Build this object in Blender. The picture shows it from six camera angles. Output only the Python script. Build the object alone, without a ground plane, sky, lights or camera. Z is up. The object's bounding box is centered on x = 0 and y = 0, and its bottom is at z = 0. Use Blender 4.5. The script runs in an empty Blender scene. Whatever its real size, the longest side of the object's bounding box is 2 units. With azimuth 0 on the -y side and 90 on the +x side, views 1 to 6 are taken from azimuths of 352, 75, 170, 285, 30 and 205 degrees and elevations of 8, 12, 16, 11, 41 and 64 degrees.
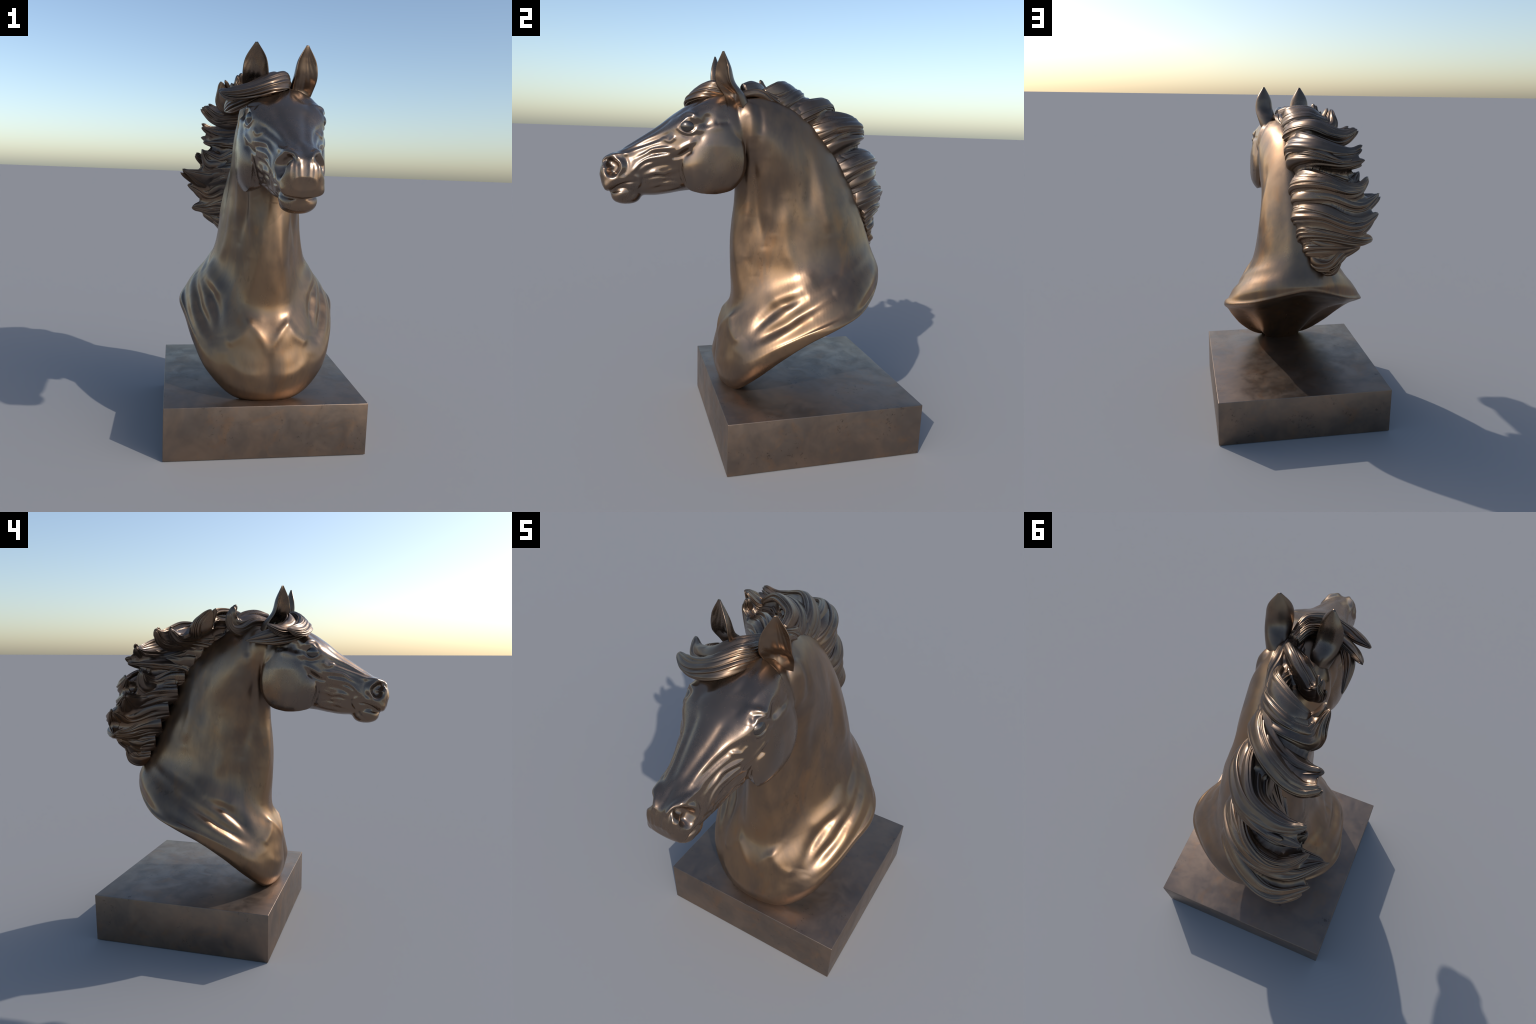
import bpy, bmesh, math
import numpy as np
from mathutils import Vector

rng = np.random.default_rng(7)

# ------------------------------------------------------------------ helpers
def catmull(P, n, closed=False):
    """Smooth curve through control points P (k, d), n samples (uniform in control index)."""
    P = np.asarray(P, float)
    k = len(P)
    if closed:
        Q = np.concatenate([P[-1:], P, P[:2]])
        u = np.arange(n) * k / n
    else:
        Q = np.concatenate([2 * P[:1] - P[1:2], P, 2 * P[-1:] - P[-2:-1]])
        u = np.linspace(0, k - 1, n)
    i = np.minimum(u.astype(int), (k if closed else k - 1) - 1)
    f = (u - i).reshape((-1,) + (1,) * (P.ndim - 1))
    a, b, c, d = Q[i], Q[i + 1], Q[i + 2], Q[i + 3]
    return 0.5 * ((2 * b) + (c - a) * f + (2 * a - 5 * b + 4 * c - d) * f ** 2 + (3 * b - a - 3 * c + d) * f ** 3)


def grid_mesh(name, G, cap_start=True, cap_end=True):
    """G: (rings, around, 3) closed around -> mesh with end fans."""
    R, A, _ = G.shape
    V = G.reshape(-1, 3)
    i = np.arange(R - 1)[:, None] * A
    j = np.arange(A)[None, :]
    jn = (j + 1) % A
    F = np.stack([i + j, i + jn, i + A + jn, i + A + j], -1).reshape(-1, 4).tolist()
    V = V.tolist()
    if cap_start:
        V.append(G[0].mean(0).tolist()); c = len(V) - 1
        F += [[c, (q + 1) % A, q] for q in range(A)]
    if cap_end:
        V.append(G[-1].mean(0).tolist()); c = len(V) - 1
        o = (R - 1) * A
        F += [[c, o + q, o + (q + 1) % A] for q in range(A)]
    me = bpy.data.meshes.new(name)
    me.from_pydata(V, [], F)
    bm = bmesh.new(); bm.from_mesh(me)
    bmesh.ops.recalc_face_normals(bm, faces=bm.faces)
    bm.to_mesh(me); bm.free()
    return me


def add(name, me, parent=None, mat=None, smooth=True):
    ob = bpy.data.objects.new(name, me)
    bpy.context.scene.collection.objects.link(ob)
    if parent is not None:
        ob.parent = parent
    if mat is not None:
        me.materials.clear(); me.materials.append(mat)
    if smooth:
        me.polygons.foreach_set('use_smooth', [True] * len(me.polygons))
    return ob


def verts(me):
    a = np.empty(len(me.vertices) * 3); me.vertices.foreach_get('co', a)
    return a.reshape(-1, 3)


def set_verts(me, V):
    me.vertices.foreach_set('co', V.reshape(-1)); me.update()


def normals(me):
    a = np.empty(len(me.vertices) * 3, np.float32); me.vertex_normals.foreach_get('vector', a)
    return a.reshape(-1, 3).astype(float)


def edges(me):
    e = np.empty(len(me.edges) * 2, int); me.edges.foreach_get('vertices', e)
    return e.reshape(-1, 2)


def relax(V, E, w, it):
    """Laplacian smoothing, per-vertex weight w (taubin style to keep volume)."""
    n = len(V)
    deg = np.bincount(E.ravel(), minlength=n).astype(float)[:, None]
    w = np.broadcast_to(np.asarray(w, float).reshape(-1, 1), (n, 1))
    for k in range(it):
        for lam in (0.6, -0.55):
            S = np.zeros_like(V)
            for c in range(3):
                S[:, c] = np.bincount(E[:, 0], V[E[:, 1], c], n) + np.bincount(E[:, 1], V[E[:, 0], c], n)
            V = V + lam * w * (S / deg - V)
    return V


def smooth01(x, a, b):
    t = np.clip((x - a) / (b - a), 0, 1)
    return t * t * (3 - 2 * t)


# ------------------------------------------------------------------ body: lofts
T_BODY = [0, .03, .12, .25, .4, .55, .7, .82, .92, .98, 1]
# (y front, z front, y back, z back, side lift, half widths at T_BODY)
# height of the cut rim, front foot -> sides -> hollow of the withers
RIM_Z = np.array([.262, .285, .388, .509, .610, .687, .736, .778, .832, .872, .890])
BUST = [
    (-.158, (.000, .000), .704, 0, 0, [0, .168, .288, .362, .405, .438, .398, .302, .188, .085, 0]),
    (-.195, (.033, .008), .706, 0, 0, [0, .172, .300, .368, .407, .438, .398, .300, .186, .085, 0]),
    (-.217, (.108, .020), .704, 0, 0, [0, .165, .298, .366, .404, .428, .392, .297, .186, .085, 0]),
    (-.217, .460, .702, .920, .018, [0, .150, .270, .350, .392, .407, .375, .293, .187, .086, 0]),
    (-.195, .600, .688, .952, .000, [0, .118, .216, .298, .355, .372, .336, .268, .178, .082, 0]),
    (-.143, .720, .660, 1.01, .000, [0, .095, .172, .248, .304, .304, .270, .220, .145, .072, 0]),
    (-.138, .830, .630, 1.085, .00, [0, .080, .135, .193, .243, .253, .234, .190, .122, .066, 0]),
    (-.145, 1.00, .594, 1.18, .000, [0, .068, .116, .165, .207, .226, .217, .180, .112, .062, 0]),
    (-.141, 1.15, .547, 1.29, .000, [0, .062, .107, .152, .189, .206, .203, .171, .105, .058, 0]),
    (-.127, 1.28, .478, 1.42, .000, [0, .060, .112, .152, .178, .188, .182, .152, .100, .055, 0]),
    (-.127, 1.40, .402, 1.53, .000, [0, .066, .126, .167, .183, .180, .164, .135, .092, .053, 0]),
    (-.150, 1.50, .318, 1.63, .000, [0, .07, .138, .173, .184, .173, .152, .122, .085, .050, 0]),
    (-.180, 1.60, .225, 1.715, .00, [0, .07, .142, .172, .176, .159, .135, .110, .078, .048, 0]),
    (-.200, 1.70, .120, 1.770, .00, [0, .06, .125, .152, .154, .140, .118, .095, .07, .045, 0]),
    (-.190, 1.775, .030, 1.805, .00, [0, .05, .08, .10, .10, .095, .085, .075, .06, .04, 0]),
]


def half_ring(st):
    yf, zf, yb, zb, lift, w = st
    t = np.array(T_BODY); w = np.array(w)
    y = yf + (yb - yf) * t
    if isinstance(zf, tuple):
        z = RIM_Z + zf[0] * (1 - t) ** 2.5 + zf[1] * t
    else:
        z = zf + (zb - zf) * t + lift * np.sin(np.pi * t ** .7) ** 1.3
    return np.stack([w, y, z], -1)


def mirror_ring(h, n):
    """half profile (k,3) from mid front to mid back -> closed smooth ring."""
    full = np.concatenate([h, (h[1:-1] * [-1, 1, 1])[::-1]])
    return catmull(full, n, closed=True)


def build_bust():
    rings = np.stack([mirror_ring(half_ring(s), 160) for s in BUST])
    G = catmull(rings, 260)
    rim = rings[0]
    # foot outline and underside: straight run from the foot up to the rim
    a = np.linspace(0, 2 * np.pi, 160, endpoint=False)
    ang = np.arctan2(rim[:, 0] / .44, -(rim[:, 1] - .12) / .5)
    foot = np.stack([.104 * np.sin(ang), -.122 - .045 * np.cos(ang), np.full(160, .258)], -1)
    under = []
    for f in np.linspace(0, 1, 40)[:-1]:
        r = foot + (rim - foot) * f
        r[:, 2] += .135 * np.sin(np.pi * f ** .85) ** 1.5 * np.clip((rim[:, 1] + .14) / .45, 0, 1) * (.45 + .55 * np.exp(-(rim[:, 0] / .32) ** 2))
        under.append(r)
    G = np.concatenate([np.stack(under), G])
    return grid_mesh('bust', G)


T_HEAD = [0, .04, .12, .25, .4, .55, .7, .85, .95, 1]
HEAD = [
    (-.03, 1.780, -.06, 1.46, [0, .04, .07, .09, .10, .10, .10, .08, .04, 0]),
    (-.11, 1.805, -.11, 1.41, [0, .06, .10, .130, .15, .15, .14, .11, .06, 0]),
    (-.20, 1.815, -.18, 1.37, [0, .075, .130, .158, .175, .175, .165, .13, .07, 0]),
    (-.344, 1.762, -.30, 1.338, [0, .09, .164, .172, .177, .175, .165, .135, .08, 0]),
    (-.436, 1.708, -.40, 1.326, [0, .085, .148, .158, .163, .153, .14, .118, .075, 0]),
    (-.516, 1.646, -.47, 1.313, [0, .062, .097, .120, .135, .130, .112, .094, .068, 0]),
    (-.600, 1.590, -.55, 1.303, [0, .050, .076, .095, .110, .108, .098, .086, .062, 0]),
    (-.677, 1.541, -.625, 1.308, [0, .047, .068, .088, .100, .10, .092, .08, .055, 0]),
    (-.735, 1.506, -.688, 1.338, [0, .052, .073, .091, .098, .098, .092, .080, .055, 0]),
    (-.772, 1.483, -.742, 1.328, [0, .05, .068, .08, .086, .086, .084, .078, .05, 0]),
    (-.792, 1.445, -.772, 1.323, [0, .045, .06, .068, .072, .075, .076, .07, .045, 0]),
    (-.800, 1.405, -.790, 1.350, [0, .025, .035, .042, .045, .046, .045, .04, .025, 0]),
]


def build_head():
    rings = []
    for ty, tz, by, bz, w in HEAD:
        t = np.array(T_HEAD)
        h = np.stack([np.array(w), ty + (by - ty) * t, tz + (bz - tz) * t], -1)
        rings.append(mirror_ring(h, 140))
    return grid_mesh('head', catmull(np.stack(rings), 240))


CHEEK = [(-.417, 1.468), (-.410, 1.395), (-.385, 1.348), (-.338, 1.331), (-.287, 1.325), (-.235, 1.327), (-.165, 1.350),
         (-.118, 1.41), (-.103, 1.474), (-.112, 1.54), (-.138, 1.61), (-.168, 1.675), (-.200, 1.725), (-.26, 1.73), (-.33, 1.655), (-.385, 1.56)]


def build_cheek(s):
    ring = catmull(CHEEK, 120, closed=True)
    c = np.array([-.255, 1.485])
    G = []
    for r in np.sin(np.linspace(0.02, np.pi / 2, 40)):
        p = c + (ring - c) * r
        x = .158 + .042 * (1 - r ** 4)
        # the disc leans in towards the brow and the muzzle
        x = x - .10 * np.clip(p[:, 1] - 1.56, 0, 1) - .06 * np.clip(-.30 - p[:, 0], 0, 1)
        G.append(np.stack([s * x, p[:, 0], p[:, 1]], -1))
    for r, x in ((.97, .13), (.9, .10), (.8, .06)):
        p = c + (ring - c) * r
        G.append(np.stack([np.full(120, s * x), p[:, 0], p[:, 1]], -1))
    return grid_mesh('cheek', np.stack(G))


def ellipsoid(c, r, n=48, power=1.0):
    a = np.linspace(0.03, np.pi - .03, n)
    b = np.linspace(0, 2 * np.pi, 2 * n, endpoint=False)
    f = lambda v: np.sign(v) * np.abs(v) ** power
    G = np.stack([f(np.sin(a))[:, None] * f(np.cos(b)), f(np.sin(a))[:, None] * f(np.sin(b)),
                  np.repeat(f(np.cos(a))[:, None], len(b), 1)], -1)
    return grid_mesh('blob', G * np.array(r) + np.array(c))


def join_remesh(meshes, voxel):
    bm = bmesh.new()
    for me in meshes:
        bm.from_mesh(me); bpy.data.meshes.remove(me)
    me = bpy.data.meshes.new('body'); bm.to_mesh(me); bm.free()
    ob = bpy.data.objects.new('body', me)
    bpy.context.scene.collection.objects.link(ob)
    m = ob.modifiers.new('r', 'REMESH'); m.mode = 'VOXEL'; m.voxel_size = voxel; m.adaptivity = 0
    dg = bpy.context.evaluated_depsgraph_get()
    out = bpy.data.meshes.new_from_object(ob.evaluated_get(dg))
    bpy.data.objects.remove(ob); bpy.data.meshes.remove(me)
    return out


# ------------------------------------------------------------------ hair locks
def lock_mesh(spine, tall, thick, axis, ridges=7, depth=.10, seed=0, n=84, m=176, twist=0.0):
    """Swept lock of hair: spine points root->tip, half sizes across (tall) and through (thick),
    axis = hint of the tall direction; the skin is grooved by strands that run root->tip."""
    r = np.random.default_rng(seed)
    S = catmull(spine, n)
    tall = catmull(np.array(tall)[:, None], n)[:, 0]
    thick = catmull(np.array(thick)[:, None], n)[:, 0]
    tip = np.sqrt(np.clip(1 - (np.clip(np.linspace(0, 1, n) - .94, 0, 1) / .06) ** 2, .02, 1))   # rounded end
    tall = np.maximum(tall, .002) * tip; thick = np.maximum(thick, .002) * tip
    A = np.asarray(axis, float)
    A = catmull(A, n) if A.ndim == 2 else np.repeat(A[None], n, 0)
    t = np.gradient(S, axis=0); t /= np.linalg.norm(t, axis=1)[:, None]
    u = A - (A * t).sum(1)[:, None] * t; u /= np.linalg.norm(u, axis=1)[:, None]
    v = np.cross(t, u)
    f = np.linspace(0, 1, n)[:, None]
    ph = np.linspace(0, 2 * np.pi, m, endpoint=False)[None, :]
    # irregular strand spacing, drifting slowly along the lock
    warp = ph + .28 * np.sin(2 * ph + r.uniform(0, 6.3) + 1.6 * f) + .16 * np.sin(3 * ph + r.uniform(0, 6.3) - 2.2 * f) + .22 * np.sin(6.5 * f + 2 * ph + r.uniform(0, 6.3)) * f + twist * f
    phase = r.uniform(0, 6.28, 4)
    strong = .55 + .45 * np.sin(2.3 * warp + phase[0]) * np.sin(3.7 * warp + phase[1] + 2 * f)     # deep and shallow furrows
    big = np.abs(np.sin(ridges * .5 * warp + phase[2])) ** 1.05
    fine = np.abs(np.sin((ridges * 1.15 + 1) * warp + phase[3] + .8 * np.sin(5 * f))) ** 1.1
    amp = depth * (.3 + .7 * smooth01(f, 0, .3)) * (.45 + .9 * np.clip(strong, 0, 1))
    rad = 1 - amp * (1 - big) - .18 * amp * (1 - fine)
    c, s = np.cos(ph), np.sin(ph)
    c = np.sign(c) * np.abs(c) ** .7
    # grooves act through the lock with a depth tied to its size, not just to the radius
    G = S[:, None, :] + (tall[:, None] * c * rad)[..., None] * u[:, None, :] + (thick[:, None] * s * rad)[..., None] * v[:, None, :]
    return grid_mesh('mane_lock', G)


# ------------------------------------------------------------------ ears
def ear_mesh(s):
    n, m = 60, 40
    f = np.linspace(0, 1, n)
    C = catmull([(.098, -.128, 1.715), (.113, -.178, 1.80), (.120, -.220, 1.86), (.121, -.225, 1.93), (.119, -.220, 2.0)], n)
    a = catmull(np.array([.045, .058, .062, .050, .006])[:, None], n)[:, 0]
    b = catmull(np.array([.072, .078, .060, .040, .006])[:, None], n)[:, 0]
    op = smooth01(f, .10, .32) * (1 - .5 * smooth01(f, .8, 1))   # how far the cup is open
    e = np.array([.915, .40, 0]); o = np.array([.40, -.915, 0])
    ph = np.linspace(0, np.pi, m)
    G = []
    for k in range(n):
        back = np.stack([a[k] * np.cos(ph), -b[k] * np.sin(ph)], -1)
        q = np.linspace(-1, 1, m)[1:-1]
        hollow = -.58 * b[k] * op[k] * (1 - np.abs(q) ** 2.2) + .03 * b[k] * (1 - q * q)
        hollow += .012 * b[k] * op[k] * np.cos(14 * q - 9 * np.abs(q) + 26 * f[k] * (.4 + np.abs(q)))
        front = np.stack([a[k] * q * .97, hollow], -1)
        r = np.concatenate([back, front])
        G.append(C[k] + r[:, :1] * e + r[:, 1:] * o)
    G = np.stack(G)
    G[..., 0] *= s
    return grid_mesh('ear', G)


# ------------------------------------------------------------------ sculpting
def seg_dist(P, L):
    """distance of points P (n,2) to polyline L (k,2) and position 0..1 along it"""
    L = np.asarray(L, float)
    best = np.full(len(P), 9.0); par = np.zeros(len(P))
    if len(L) == 1:
        return np.linalg.norm(P - L[0], axis=1), par + .5
    L = catmull(L, 6 * (len(L) - 1) + 1)
    for i in range(len(L) - 1):
        a, d = L[i], L[i + 1] - L[i]
        t = np.clip(((P - a) @ d) / max(d @ d, 1e-12), 0, 1)
        q = np.linalg.norm(P - a - t[:, None] * d, axis=1)
        m = q < best
        best[m] = q[m]; par[m] = (i + t[m]) / (len(L) - 1)
    return best, par


def strokes(V, N, items, ax, facing):
    """Raised (+) or cut (-) strokes seen from one side: items (amp, width, polyline) in the plane of axes ax."""
    D = np.zeros(len(V))
    P = V[:, ax].copy()
    if 0 in ax:
        P[:, 0] = np.abs(P[:, 0])
    for amp, w, L in items:
        L = np.asarray(L, float)
        lo, hi = L.min(0) - 2.6 * w, L.max(0) + 2.6 * w
        m = np.where((facing > 0) & (P > lo).all(1) & (P < hi).all(1))[0]
        if len(m) == 0:
            continue
        d, t = seg_dist(P[m], L)
        k = np.exp(-(d / w) ** 2) * facing[m]
        if len(L) > 1 and np.linalg.norm(np.diff(L, axis=0), axis=1).sum() > 7 * w:
            k *= .25 + .75 * smooth01(np.minimum(t, 1 - t), 0, .3)
        D[m] += amp * k
    return D


# face, seen from the side: (y, z)
FACE = [
    # brow, hollow above and behind the eye, temple
    (.011, .013, [(-.432, 1.672), (-.413, 1.701), (-.39, 1.710), (-.362, 1.698), (-.334, 1.674)]),
    (-.012, .022, [(-.309, 1.664), (-.300, 1.690)]),
    (.004, .022, [(-.256, 1.700), (-.245, 1.73)]), (-.006, .012, [(-.250, 1.668), (-.205, 1.672)]),
    (.007, .018, [(-.342, 1.630), (-.294, 1.637), (-.24, 1.650)]),
    # eye socket and lids
    (-.007, .030, [(-.390, 1.648)]),
    (.005, .0065, [(-.436, 1.638), (-.407, 1.676), (-.385, 1.690), (-.361, 1.680), (-.338, 1.655)]),
    (.007, .0065, [(-.440, 1.636), (-.413, 1.620), (-.390, 1.613), (-.366, 1.619), (-.342, 1.645)]),
    (-.005, .008, [(-.427, 1.607), (-.386, 1.601), (-.350, 1.612)]),
    (-.005, .006, [(-.420, 1.672), (-.398, 1.696), (-.365, 1.694)]),
    # facial crest with the recess under it
    (.012, .013, [(-.453, 1.516), (-.418, 1.545), (-.386, 1.564), (-.345, 1.584)]),
    (-.012, .013, [(-.456, 1.500), (-.425, 1.507), (-.386, 1.530)]),
    # front edge of the cheek
    (-.009, .010, [(-.421, 1.482), (-.425, 1.449), (-.421, 1.415), (-.407, 1.381), (-.390, 1.345)]),
    # nasal bone
    (.005, .011, [(-.445, 1.655), (-.520, 1.604), (-.579, 1.578), (-.660, 1.535)]),
    (-.006, .011, [(-.463, 1.620), (-.509, 1.593), (-.580, 1.560), (-.680, 1.518)]),
    (.006, .010, [(-.502, 1.574), (-.557, 1.553), (-.635, 1.524), (-.690, 1.499)]),
    (.006, .010, [(-.455, 1.590), (-.475, 1.575), (-.50, 1.585)]),
    # veins and furrows of the cheek
    (.009, .009, [(-.455, 1.545), (-.495, 1.541), (-.550, 1.531), (-.589, 1.507), (-.64, 1.483)]),
    (-.007, .008, [(-.470, 1.522), (-.510, 1.521), (-.560, 1.512)]),
    (.008, .009, [(-.490, 1.505), (-.566, 1.491), (-.606, 1.467), (-.638, 1.436), (-.660, 1.412)]),
    (-.007, .008, [(-.545, 1.479), (-.590, 1.467), (-.625, 1.440)]),
    (-.009, .013, [(-.443, 1.471), (-.503, 1.463), (-.550, 1.450), (-.606, 1.419)]),
    (.009, .011, [(-.425, 1.440), (-.470, 1.434), (-.505, 1.420), (-.545, 1.424), (-.590, 1.405)]),
    (-.0055, .009, [(-.437, 1.420), (-.475, 1.402), (-.520, 1.410), (-.566, 1.398), (-.610, 1.390)]),
    (.003, .008, [(-.419, 1.399), (-.480, 1.397), (-.529, 1.394), (-.582, 1.388)]),
    (-.0055, .008, [(-.430, 1.380), (-.470, 1.389), (-.515, 1.376)]),
    (.0035, .008, [(-.410, 1.368), (-.500, 1.370), (-.541, 1.360), (-.590, 1.345)]),
    (-.004, .009, [(-.403, 1.350), (-.499, 1.353), (-.549, 1.343), (-.61, 1.330)]),
    # mouth
    (-.008, .0055, [(-.632, 1.378), (-.660, 1.374), (-.686, 1.368), (-.722, 1.350), (-.765, 1.318)]),
    (.007, .016, [(-.690, 1.392), (-.733, 1.380), (-.770, 1.352)]),
    (.007, .010, [(-.650, 1.408), (-.622, 1.396), (-.615, 1.368), (-.630, 1.345)]),
    (-.006, .009, [(-.602, 1.405), (-.602, 1.368), (-.622, 1.335)]),
    (.006, .018, [(-.660, 1.345), (-.70, 1.320), (-.73, 1.295)]),
    (-.005, .012, [(-.640, 1.320), (-.66, 1.30), (-.69, 1.285)]),
    # nostril: flared rim, crease behind
    (.006, .011, [(-.775, 1.470), (-.754, 1.490), (-.727, 1.488), (-.703, 1.466), (-.703, 1.436), (-.728, 1.414), (-.765, 1.404)]),
    (-.009, .012, [(-.690, 1.508), (-.672, 1.466), (-.680, 1.426), (-.715, 1.395)]),
    # rear edge of the jaw stands off the neck
    (.006, .014, [(-.170, 1.66), (-.133, 1.58), (-.122, 1.496), (-.135, 1.42), (-.18, 1.36)]),
]
# neck and shoulder, seen from the side: (y, z)
FLANK = [
    (-.011, .022, [(-.075, 1.532), (-.064, 1.456), (-.050, 1.359), (-.036, 1.250), (-.020, 1.160), (.0, 1.06)]),
    (.010, .022, [(-.100, 1.550), (-.090, 1.454), (-.080, 1.358), (-.075, 1.260), (-.085, 1.12), (-.085, 1.0)]),
    (.010, .030, [(.005, 1.504), (.0, 1.421), (.020, 1.331), (.03, 1.22), (.045, 1.12)]),
    (.010, .028, [(-.115, 1.75), (-.085, 1.70), (-.09, 1.62), (-.085, 1.56)]),
    (-.008, .020, [(-.045, 1.76), (-.035, 1.68), (-.04, 1.61)]),
    (-.009, .030, [(.190, 1.558), (.224, 1.464), (.224, 1.337), (.224, 1.200)]),
    (.009, .028, [(.285, 1.432), (.298, 1.304), (.316, 1.208), (.33, 1.12)]),
    (.009, .034, [(.106, 1.30), (.101, 1.160), (.115, 1.03), (.15, .93)]),
    (-.004, .055, [(.027, .956)]), (-.004, .055, [(.278, 1.055)]),
    (-.005, .034, [(.34, 1.45), (.41, 1.30), (.47, 1.15)]),
    # shoulder blade ridge and the folds below it
    (.007, .028, [(.560, .995), (.46, .945), (.393, .914), (.30, .870), (.21, .81)]),
    (-.006, .028, [(.410, .955), (.30, .905), (.22, .865)]),
    (.010, .040, [(.216, .898), (.153, .852), (.06, .79)]),
    (-.022, .021, [(.175, .829), (.100, .790), (.054, .761), (-.025, .687), (-.096, .593)]),
    (-.022, .023, [(.315, .840), (.158, .752), (.085, .697), (.0, .640), (-.09, .560)]),
    (.010, .026, [(.200, .730), (.107, .675), (-.005, .603), (-.123, .516)]),
]
# chest and throat, seen from the front: (|x|, z)
CHEST = [
    (.012, .062, [(.085, .63), (.095, .52), (.088, .40)]),
    (.012, .020, [(.130, .730), (.088, .666), (.050, .618), (.012, .560), (.004, .50)]),
    (.012, .022, [(.10, .660), (.142, .605), (.185, .575)]),
    (-.012, .016, [(0, .545), (0, .463), (0, .360)]),
    (-.012, .050, [(.098, .545)]),
    (.012, .030, [(.02, .420), (.10, .420), (.165, .445), (.205, .510)]),
    (.008, .016, [(.052, 1.20), (.050, 1.05), (.075, .90), (.10, .78)]),
    (-.009, .026, [(0, 1.26), (0, 1.10), (0, .95)]),
    (-.008, .018, [(.10, 1.20), (.098, 1.05), (.13, .90)]),
    (-.012, .045, [(0, .80), (0, .70)]),
]
# muzzle front, forehead: (|x|, z)
NOSE = [
    (.0025, .006, [(.052, 1.470), (.057, 1.427), (.055, 1.375)]),
    (.0025, .007, [(.018, 1.466), (.018, 1.428), (.014, 1.385)]),
    (.0015, .005, [(.036, 1.455), (.036, 1.415), (.034, 1.38)]),
    (.009, .012, [(.067, 1.503), (.043, 1.492), (.028, 1.473)]),
    (-.005, .014, [(0, 1.52), (0, 1.49)]),
    (-.004, .005, [(.0, 1.323), (.04, 1.323), (.07, 1.331)]),
    (.008, .022, [(.080, 1.775), (.116, 1.745)]), (-.006, .020, [(.055, 1.75), (.088, 1.715)]),
    (-.005, .020, [(.060, 1.66), (.045, 1.60), (.03, 1.55)]),
]


def even_out(S, E, w, it):
    """plain smoothing limited to the weight mask w"""
    deg = np.bincount(E.ravel(), minlength=len(S))[:, None]
    for k in range(it):
        A = np.zeros_like(S)
        for c in range(3):
            A[:, c] = np.bincount(E[:, 0], S[E[:, 1], c], len(S)) + np.bincount(E[:, 1], S[E[:, 0], c], len(S))
        S = S + .7 * w[:, None] * (A / deg - S)
    return S


def sculpt(me):
    V = verts(me); E = edges(me)
    # soften seams between the lofts: poll, chin, brow end of the cheek
    soft = np.zeros(len(V))
    for c, r in (((0, -.05, 1.80), .10), ((0, -.12, 1.78), .12), ((.05, -.615, 1.315), .06), ((-.05, -.615, 1.315), .06), ((0, -.62, 1.30), .06), ((0, -.738, 1.330), .042), ((.045, -.718, 1.337), .042), ((-.045, -.718, 1.337), .042), ((.07, -.685, 1.35), .036), ((-.07, -.685, 1.35), .036),
                 ((.155, -.09, 1.74), .06), ((-.155, -.09, 1.74), .06), ((.16, -.09, 1.68), .055), ((-.16, -.09, 1.68), .055),
                 ((.16, -.10, 1.61), .035), ((-.16, -.10, 1.61), .035), ((.17, -.26, 1.67), .09), ((-.17, -.26, 1.67), .09), ((.17, -.37, 1.57), .07), ((-.17, -.37, 1.57), .07)):
        soft = np.maximum(soft, np.exp(-(np.linalg.norm(V - np.array(c), axis=1) / r) ** 2))
    V = relax(V, E, np.clip(.25 + soft, 0, 1), 10)
    V = even_out(V, E, np.clip(soft - .15, 0, 1), 50)       # plain smoothing on the seams only
    set_verts(me, V)
    N = normals(me)
    side = smooth01(np.abs(N[:, 0]), .10, .45)
    front = smooth01(-N[:, 1], .05, .4)
    up = smooth01(N[:, 2] - N[:, 1], .05, .5)
    ahead = smooth01(-V[:, 1], .075, .135)          # fades from neck to head
    D = .7 * strokes(V, N, FACE, [1, 2], side * ahead * (V[:, 2] > 1.25))
    D += 0.8 * strokes(V, N, FLANK, [1, 2], side * np.maximum(1 - ahead, smooth01(-V[:, 2], -1.33, -1.28)))
    D += 0.45 * strokes(V, N, CHEST, [0, 2], front * (V[:, 2] < 1.27))
    D += strokes(V, N, NOSE, [0, 2], np.maximum(front, up) * (V[:, 2] > 1.27) * (V[:, 1] < -.2))
    V = V + N * D[:, None]
    # nostril pits run inwards and slightly back
    d, _ = seg_dist(V[:, 1:], [(-.752, 1.460), (-.735, 1.446), (-.745, 1.428)])
    pit = np.exp(-(d / .025) ** 3) * smooth01(np.abs(V[:, 0]), .02, .05) * (V[:, 1] < -.65)
    V[:, 0] -= np.sign(V[:, 0]) * .040 * pit
    V[:, 1] += .012 * pit
    V = relax(V, E, .5, 1)
    V = even_out(V, E, np.exp(-(V[:, 0] / .022) ** 2) * (V[:, 1] < -.12) * smooth01(V[:, 2], .30, .36) * smooth01(-V[:, 2], -.80, -.72), 40)
    set_verts(me, V)


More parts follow.
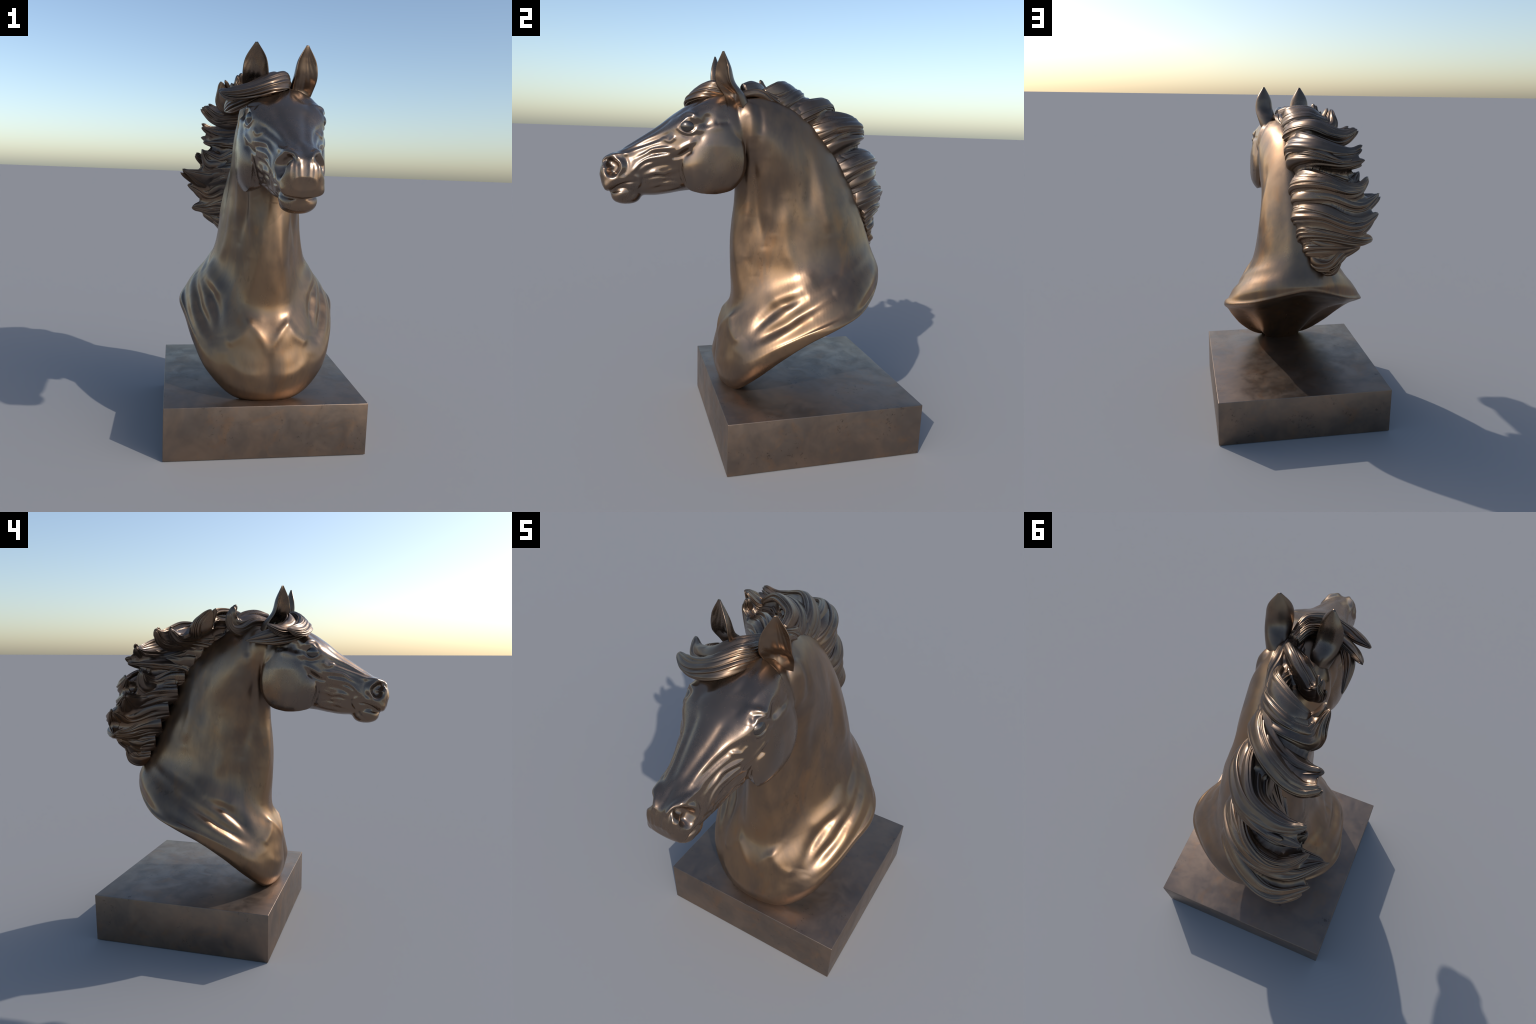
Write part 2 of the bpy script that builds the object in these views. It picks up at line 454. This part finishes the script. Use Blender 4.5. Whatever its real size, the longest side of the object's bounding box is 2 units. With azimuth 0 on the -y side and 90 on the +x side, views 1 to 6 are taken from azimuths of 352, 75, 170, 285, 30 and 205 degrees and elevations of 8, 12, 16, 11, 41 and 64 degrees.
# ------------------------------------------------------------------ materials
def bronze(name, warm, dark, rough, head=False, scale=1.0, streak=(1, 1, 1), stain=.5):
    """Patinated cast bronze: warm metal with cloudy darker patina, fine stain specks and uneven gloss."""
    m = bpy.data.materials.new(name); m.use_nodes = True
    nt = m.node_tree; N = nt.nodes; L = nt.links.new
    b = N['Principled BSDF']
    tc = N.new('ShaderNodeTexCoord'); mp = N.new('ShaderNodeMapping')
    mp.inputs['Scale'].default_value = streak
    L(tc.outputs['Object'], mp.inputs['Vector'])

    def noise(sc, det, ro=.55, dist=0.0):
        n = N.new('ShaderNodeTexNoise')
        n.inputs['Scale'].default_value = sc * scale; n.inputs['Detail'].default_value = det
        n.inputs['Roughness'].default_value = ro; n.inputs['Distortion'].default_value = dist
        L(mp.outputs['Vector'], n.inputs['Vector'])
        return n.outputs['Fac']

    def remap(v, a, c, lo, hi):
        r = N.new('ShaderNodeMapRange'); r.interpolation_type = 'SMOOTHSTEP'
        r.inputs['From Min'].default_value = a; r.inputs['From Max'].default_value = c
        r.inputs['To Min'].default_value = lo; r.inputs['To Max'].default_value = hi
        L(v, r.inputs['Value'])
        return r.outputs['Result']

    def mix(f, ca, cb, kind='MIX'):
        x = N.new('ShaderNodeMix'); x.data_type = 'RGBA'; x.blend_type = kind
        if isinstance(f, float):
            x.inputs[0].default_value = f
        else:
            L(f, x.inputs[0])
        for i, c in ((6, ca), (7, cb)):
            if isinstance(c, tuple):
                x.inputs[i].default_value = c + (1,)
            else:
                L(c, x.inputs[i])
        return x.outputs[2]

    def math(op, a, c):
        x = N.new('ShaderNodeMath'); x.operation = op
        for i, v in ((0, a), (1, c)):
            if isinstance(v, (int, float)):
                x.inputs[i].default_value = v
            else:
                L(v, x.inputs[i])
        return x.outputs[0]

    cloud = remap(noise(3.2, 6, .6, .4), .36, .64, 0, 1)
    col = mix(cloud, warm, dark)
    rust = remap(noise(5.5, 5, .6, .8), .52, .72, 0, .55)
    col = mix(rust, col, tuple(c * k for c, k in zip(warm, (1.12, .92, .72))))
    grey = remap(noise(4.1, 4, .55, .3), .55, .75, 0, .15)
    g = sum(dark) / 3
    col = mix(grey, col, (g * 1.02, g * 1.0, g * .97))
    # small soot-like specks gathered in patches
    specks = math('MULTIPLY', remap(noise(38, 5, .7), .56, .66, 0, 1), remap(noise(4.7, 3, .5), .52, .66, 0, 1))
    col = mix(math('MULTIPLY', specks, stain), col, tuple(c * .35 for c in dark))
    gloss = remap(noise(6.5, 6, .65, .5), .3, .7, rough - .07, rough + .08)
    if head:
        # the face is burnished darker and shinier than the neck
        d = N.new('ShaderNodeVectorMath'); d.operation = 'DISTANCE'
        d.inputs[1].default_value = (0, -.52, 1.56)
        L(tc.outputs['Object'], d.inputs[0])
        f = math('ADD', d.outputs['Value'], math('MULTIPLY', math('SUBTRACT', noise(5, 4), .5), .22))
        f = remap(f, .28, .48, 1, 0)
        col = mix(math('MULTIPLY', f, .55), col, (.185, .152, .132))
        gloss = math('SUBTRACT', gloss, math('MULTIPLY', f, .09))
    grain = noise(140, 4, .7)
    gloss = math('ADD', gloss, math('MULTIPLY', math('SUBTRACT', grain, .5), .12))
    L(col, b.inputs['Base Color']); L(gloss, b.inputs['Roughness'])
    b.inputs['Metallic'].default_value = .93
    bp = N.new('ShaderNodeBump'); bp.inputs['Strength'].default_value = .10; bp.inputs['Distance'].default_value = .0015
    L(math('ADD', noise(60, 5, .6), math('MULTIPLY', specks, -.6)), bp.inputs['Height']); L(bp.outputs['Normal'], b.inputs['Normal'])
    return m


M_BODY = bronze('burnished_bronze', (.285, .181, .108), (.168, .119, .088), .34, head=True, stain=.3, streak=(1, 1, .5))
M_HAIR = bronze('dark_bronze', (.225, .153, .103), (.140, .106, .084), .32, stain=.2)
M_EYE = bronze('eye_bronze', (.15, .125, .11), (.12, .105, .095), .24, stain=0)
M_BASE = bronze('block_bronze', (.262, .188, .140), (.192, .148, .120), .43, scale=1.3, stain=.6)

root = bpy.data.objects.new('horse_bust', None)
bpy.context.scene.collection.objects.link(root)
root['label'] = 'dark bronze horse head bust with windswept mane on block'
root['category'] = 'horse statue'

# base block
bm = bmesh.new()
bmesh.ops.create_cube(bm, size=1)
for v in bm.verts:
    v.co = Vector((v.co.x * 1.030, .27 + v.co.y * 1.026, .1375 + v.co.z * .275))
bmesh.ops.bevel(bm, geom=bm.edges[:], offset=.003, segments=3, affect='EDGES', profile=.5)
me = bpy.data.meshes.new('base'); bm.to_mesh(me); bm.free()
add('base', me, root, M_BASE)

# thin pad on which the bust stands
pad = catmull([(.104 * math.sin(q), -.121 - .050 * math.cos(q), 0) for q in np.linspace(0, 2 * math.pi, 12, endpoint=False)], 72, closed=True)
cen = np.array([0, -.121, 0])
add('foot_pad', grid_mesh('foot_pad', np.stack([cen + (pad - cen) * k + np.array([0, 0, z]) for k, z in
                                            ((1, .270), (1, .281), (.99, .2835), (.96, .285), (.8, .286))])), root, M_BODY)

body = join_remesh([build_bust(), build_head(), build_cheek(1), build_cheek(-1),
                    ellipsoid((0, -.677, 1.312), (.074, .075, .052), power=.84),
                    ellipsoid((.126, -.092, 1.665), (.042, .066, .105)), ellipsoid((-.126, -.092, 1.665), (.042, .066, .105))], .0034)
sculpt(body)
add('body', body)
# ---- parts split
def split_regions(src, regions):
    """Cut one smooth surface into named parts that share border vertices and the whole body's normals."""
    V = verts(src); N = normals(src)
    nl = len(src.loops)
    lv = np.empty(nl, int); src.loops.foreach_get('vertex_index', lv)
    ls = np.empty(len(src.polygons), int); src.polygons.foreach_get('loop_start', ls)
    lt = np.empty(len(src.polygons), int); src.polygons.foreach_get('loop_total', lt)
    cen = np.add.reduceat(V[lv], ls, axis=0) / lt[:, None]
    label = regions(cen)
    for idx, name in enumerate(('torso', 'neck', 'head')):
        fi = np.where(label == idx)[0]
        loops = np.concatenate([lv[ls[f]:ls[f] + lt[f]] for f in fi])
        used, inv = np.unique(loops, return_inverse=True)
        cuts = np.cumsum(lt[fi])[:-1]
        me = bpy.data.meshes.new(name)
        me.from_pydata(V[used].tolist(), [], [q.tolist() for q in np.split(inv, cuts)])
        ob = add(name, me, root, M_BODY)
        me.normals_split_custom_set_from_vertices(N[used].tolist())


def body_region(c):
    lab = np.zeros(len(c), int)
    lab[c[:, 2] > .80 + .42 * np.clip(c[:, 1] + .15, 0, 1)] = 1
    lab[(c[:, 1] < -.098) & (c[:, 2] > 1.305) | (c[:, 1] < -.2) & (c[:, 2] > 1.1)] = 2
    return lab


split_regions(body, body_region)
bpy.data.objects.remove(bpy.data.objects['body'])

for s in (1, -1):
    add('ear', ear_mesh(s), root, M_HAIR)
    add('eye', ellipsoid((s * .1335, -.388, 1.646), (.044, .044, .037), 32), root, M_EYE)

DOWN = (.45, .60, -.72)
OUT = (-1, -1, 1, -1)
N_MANE = 21
LOCKS = [
    # spine root->tip, tall, thick, axis, strands
    ([(.02, -.10, 1.80), (-.05, -.03, 1.815), (-.125, .03, 1.79), (-.168, .055, 1.82), (-.173, .042, 1.893)], [.04, .05, .05, .040, .012], [.03, .04, .035, .025, .008], (0, .3, -.9), 7),
    ([(-.01, .03, 1.755), (-.01, .145, 1.772), (-.09, .23, 1.795), (-.205, .215, 1.780), (-.248, .145, 1.872)], [.08, .10, .10, .075, .014], [.05, .06, .05, .04, .010], (0, .85, -.5), 11),
    ([(-.01, .16, 1.70), (-.02, .25, 1.718), (-.10, .365, 1.742), (-.23, .435, 1.715), (-.328, .435, 1.769)], [.09, .07, .045, .042, .014], [.06, .085, .08, .045, .009], DOWN, 9),
    ([(-.01, .13, 1.715), (-.02, .22, 1.722), (-.10, .31, 1.735), (-.22, .355, 1.725), (-.312, .362, 1.768)], [.08, .075, .045, .038, .012], [.06, .075, .06, .04, .008], DOWN, 8),
    ([(-.02, .26, 1.61), (-.01, .38, 1.645), (-.08, .525, 1.650), (-.22, .575, 1.635), (-.323, .564, 1.666)], [.10, .085, .050, .042, .012], [.062, .09, .08, .04, .008], DOWN, 9),
    ([(-.02, .31, 1.57), (-.02, .41, 1.60), (-.08, .545, 1.618), (-.22, .605, 1.598), (-.322, .627, 1.613)], [.11, .09, .060, .038, .010], [.062, .09, .08, .035, .007], DOWN, 9),
    ([(-.03, .35, 1.53), (-.06, .40, 1.56), (-.14, .49, 1.582), (-.24, .58, 1.583), (-.308, .62, 1.584)], [.07, .04, .028, .028, .010], [.05, .05, .04, .03, .007], DOWN, 8),
    ([(-.03, .40, 1.475), (-.05, .46, 1.475), (-.15, .545, 1.478), (-.26, .555, 1.465), (-.319, .538, 1.541)], [.09, .075, .055, .042, .012], [.062, .085, .08, .05, .008], DOWN, 8),
    ([(-.01, .43, 1.435), (-.02, .52, 1.45), (-.10, .645, 1.457), (-.24, .68, 1.440), (-.356, .607, 1.502)], [.10, .09, .060, .042, .012], [.062, .09, .08, .05, .008], DOWN, 9),
    ([(-.02, .48, 1.375), (-.03, .55, 1.39), (-.13, .64, 1.400), (-.28, .66, 1.360), (-.428, .588, 1.414)], [.10, .10, .070, .052, .014], [.065, .09, .09, .055, .009], DOWN, 10),
    ([(-.01, .52, 1.305), (-.02, .585, 1.31), (-.10, .685, 1.305), (-.24, .75, 1.265), (-.396, .69, 1.326)], [.10, .09, .062, .048, .012], [.062, .09, .08, .05, .008], DOWN, 9),
    ([(-.02, .56, 1.215), (-.04, .605, 1.23), (-.12, .68, 1.228), (-.25, .735, 1.200), (-.366, .702, 1.184)], [.10, .09, .070, .05, .018], [.06, .08, .08, .055, .010], DOWN, 10),
    ([(-.04, .59, 1.135), (-.06, .62, 1.145), (-.13, .665, 1.145), (-.22, .695, 1.145), (-.30, .705, 1.158)], [.08, .09, .07, .045, .018], [.055, .065, .06, .05, .010], DOWN, 9),
    ([(-.06, .625, 1.075), (-.09, .65, 1.065), (-.14, .675, 1.068), (-.20, .69, 1.115), (-.26, .70, 1.16)], [.06, .075, .06, .035, .014], [.055, .055, .045, .04, .010], DOWN, 9),
    # locks on the neck side of the mass
    ([(-.08, .37, 1.50), (-.12, .47, 1.495), (-.20, .535, 1.48), (-.315, .54, 1.53)], [.055, .06, .05, .012], [.04, .045, .035, .007], DOWN, 7),
    ([(-.11, .41, 1.42), (-.17, .52, 1.405), (-.27, .595, 1.38), (-.415, .585, 1.410)], [.06, .07, .055, .012], [.045, .05, .04, .008], DOWN, 8),
    ([(-.12, .46, 1.32), (-.17, .575, 1.305), (-.26, .665, 1.275), (-.385, .685, 1.320)], [.06, .07, .055, .012], [.045, .05, .04, .008], DOWN, 8),
    ([(-.12, .51, 1.225), (-.165, .61, 1.215), (-.25, .68, 1.190), (-.355, .70, 1.190)], [.06, .065, .055, .014], [.045, .05, .04, .008], DOWN, 8),
    ([(-.11, .56, 1.13), (-.15, .635, 1.125), (-.21, .675, 1.135), (-.27, .70, 1.16)], [.055, .055, .035, .012], [.04, .045, .035, .008], DOWN, 7),
    ([(-.10, .60, 1.04), (-.135, .655, 1.035), (-.165, .685, 1.06), (-.19, .70, 1.10)], [.045, .05, .04, .014], [.03, .035, .03, .008], DOWN, 6),
    # hair lying over the poll between forelock and mane
    ([(.005, -.20, 1.80), (.02, -.13, 1.803), (.02, -.03, 1.804), (.010, .08, 1.798), (-.02, .18, 1.785), (-.12, .24, 1.765)], [.03, .055, .062, .06, .05, .02], [.016, .022, .030, .036, .036, .012], [(1, 0, 0), (1, 0, 0), (.9, 0, .3), (.7, 0, -.7), (.2, .4, -.8), (0, .5, -.8)], 8),
    # forelock
    ([(.03, -.15, 1.825), (.0, -.255, 1.828), (-.07, -.325, 1.795), (-.145, -.295, 1.757), (-.215, -.19, 1.730), (-.242, -.045, 1.708)], [.036, .044, .047, .05, .048, .008], [.025, .022, .022, .026, .028, .006], (0, -.7, -.7), 12),
    ([(.03, -.17, 1.825), (.01, -.27, 1.830), (-.06, -.336, 1.800), (-.145, -.335, 1.768), (-.22, -.312, 1.757), (-.284, -.283, 1.763)], [.035, .045, .05, .045, .035, .010], [.022, .022, .022, .026, .024, .006], (0, -.7, -.7), 11),
    ([(.02, -.14, 1.83), (-.02, -.225, 1.832), (-.09, -.272, 1.806), (-.16, -.26, 1.775), (-.23, -.225, 1.762), (-.28, -.17, 1.788)], [.04, .05, .05, .045, .035, .010], [.022, .022, .022, .026, .024, .006], (0, -.7, -.7), 11),
]


def strand_on(lock, q, out, size, seed):
    """A thinner strand lying on a lock: q = offset across (-1..1), out = +1 outer / -1 inner face."""
    sp, ta, th, ax, _ = lock
    r = np.random.default_rng(seed)
    k = 7
    S = catmull(sp, k); ta = catmull(np.array(ta)[:, None], k)[:, 0]; th = catmull(np.array(th)[:, None], k)[:, 0]
    t = np.gradient(S, axis=0); t /= np.linalg.norm(t, axis=1)[:, None]
    A = np.asarray(ax, float); A = A[len(A) // 2] if A.ndim == 2 else A
    u = A - (t @ A)[:, None] * t; u /= np.linalg.norm(u, axis=1)[:, None]
    v = np.cross(t, u)
    qq = np.clip(q + np.linspace(0, 1, k) * r.uniform(-.5, .5) + .18 * np.sin(np.linspace(0, 5, k) + r.uniform(0, 6)), -.9, .9)
    P = S + u * (ta * qq)[:, None] + v * (out * th * np.sqrt(1 - qq ** 2) * .74)[:, None]
    n = r.integers(5, k + 1) if len(sp) < 6 else k
    P = P[:n].copy()
    P[-1] += (r.uniform(-.008, .012), r.uniform(-.012, .006), r.uniform(-.006, .018)) if len(sp) < 6 else (0, 0, 0)
    f = np.linspace(0, 1, n)
    w = size * (.45 + .55 * np.sin(np.pi * np.minimum(f + .2, 1)) ** .8); w[-1] = size * .3
    return P, w, w * .55


for i, (sp, ta, th, ax, rd) in enumerate(LOCKS):
    add('mane_lock' if i < N_MANE else 'forelock', lock_mesh(sp, ta, th, ax, round(rd * 1.0), .22, seed=i), root, M_HAIR)

# solid heart of the mane: the locks swollen, fused and shrunk again, so that the clefts between them end on hair
def fused_core(meshes, grow, shrink):
    parts = []
    for me in meshes:
        c = me.copy()
        set_verts(c, verts(c) + normals(c) * grow)
        parts.append(c)
    core = join_remesh(parts, .007)
    V = relax(verts(core), edges(core), 1, 3)
    set_verts(core, V)
    V = V - normals(core) * shrink
    E = edges(core)
    V = even_out(V, E, np.full(len(V), .6), 3)
    set_verts(core, V)
    return core


add('mane_core', fused_core([o.data for o in root.children if o.name.startswith('mane_lock')], .018, .022), root, M_HAIR)

k = 0
for i, lock in enumerate(LOCKS):
    main = i < N_MANE
    for j in range(3 if main else 2):
        q = -.65 + 1.3 * (j + .5 + rng.uniform(-.3, .3)) / (3 if main else 2)
        if i == N_MANE - 1:
            break
        P, w, h = strand_on(lock, q, OUT[j % len(OUT)] if main else -1, rng.uniform(.030, .050) if main else .02, 50 + k)
        me = lock_mesh(P, w, h, lock[3], 7, .20, seed=200 + k, n=56, m=64)
        add('hair_strand', me, root, M_HAIR)
        k += 1
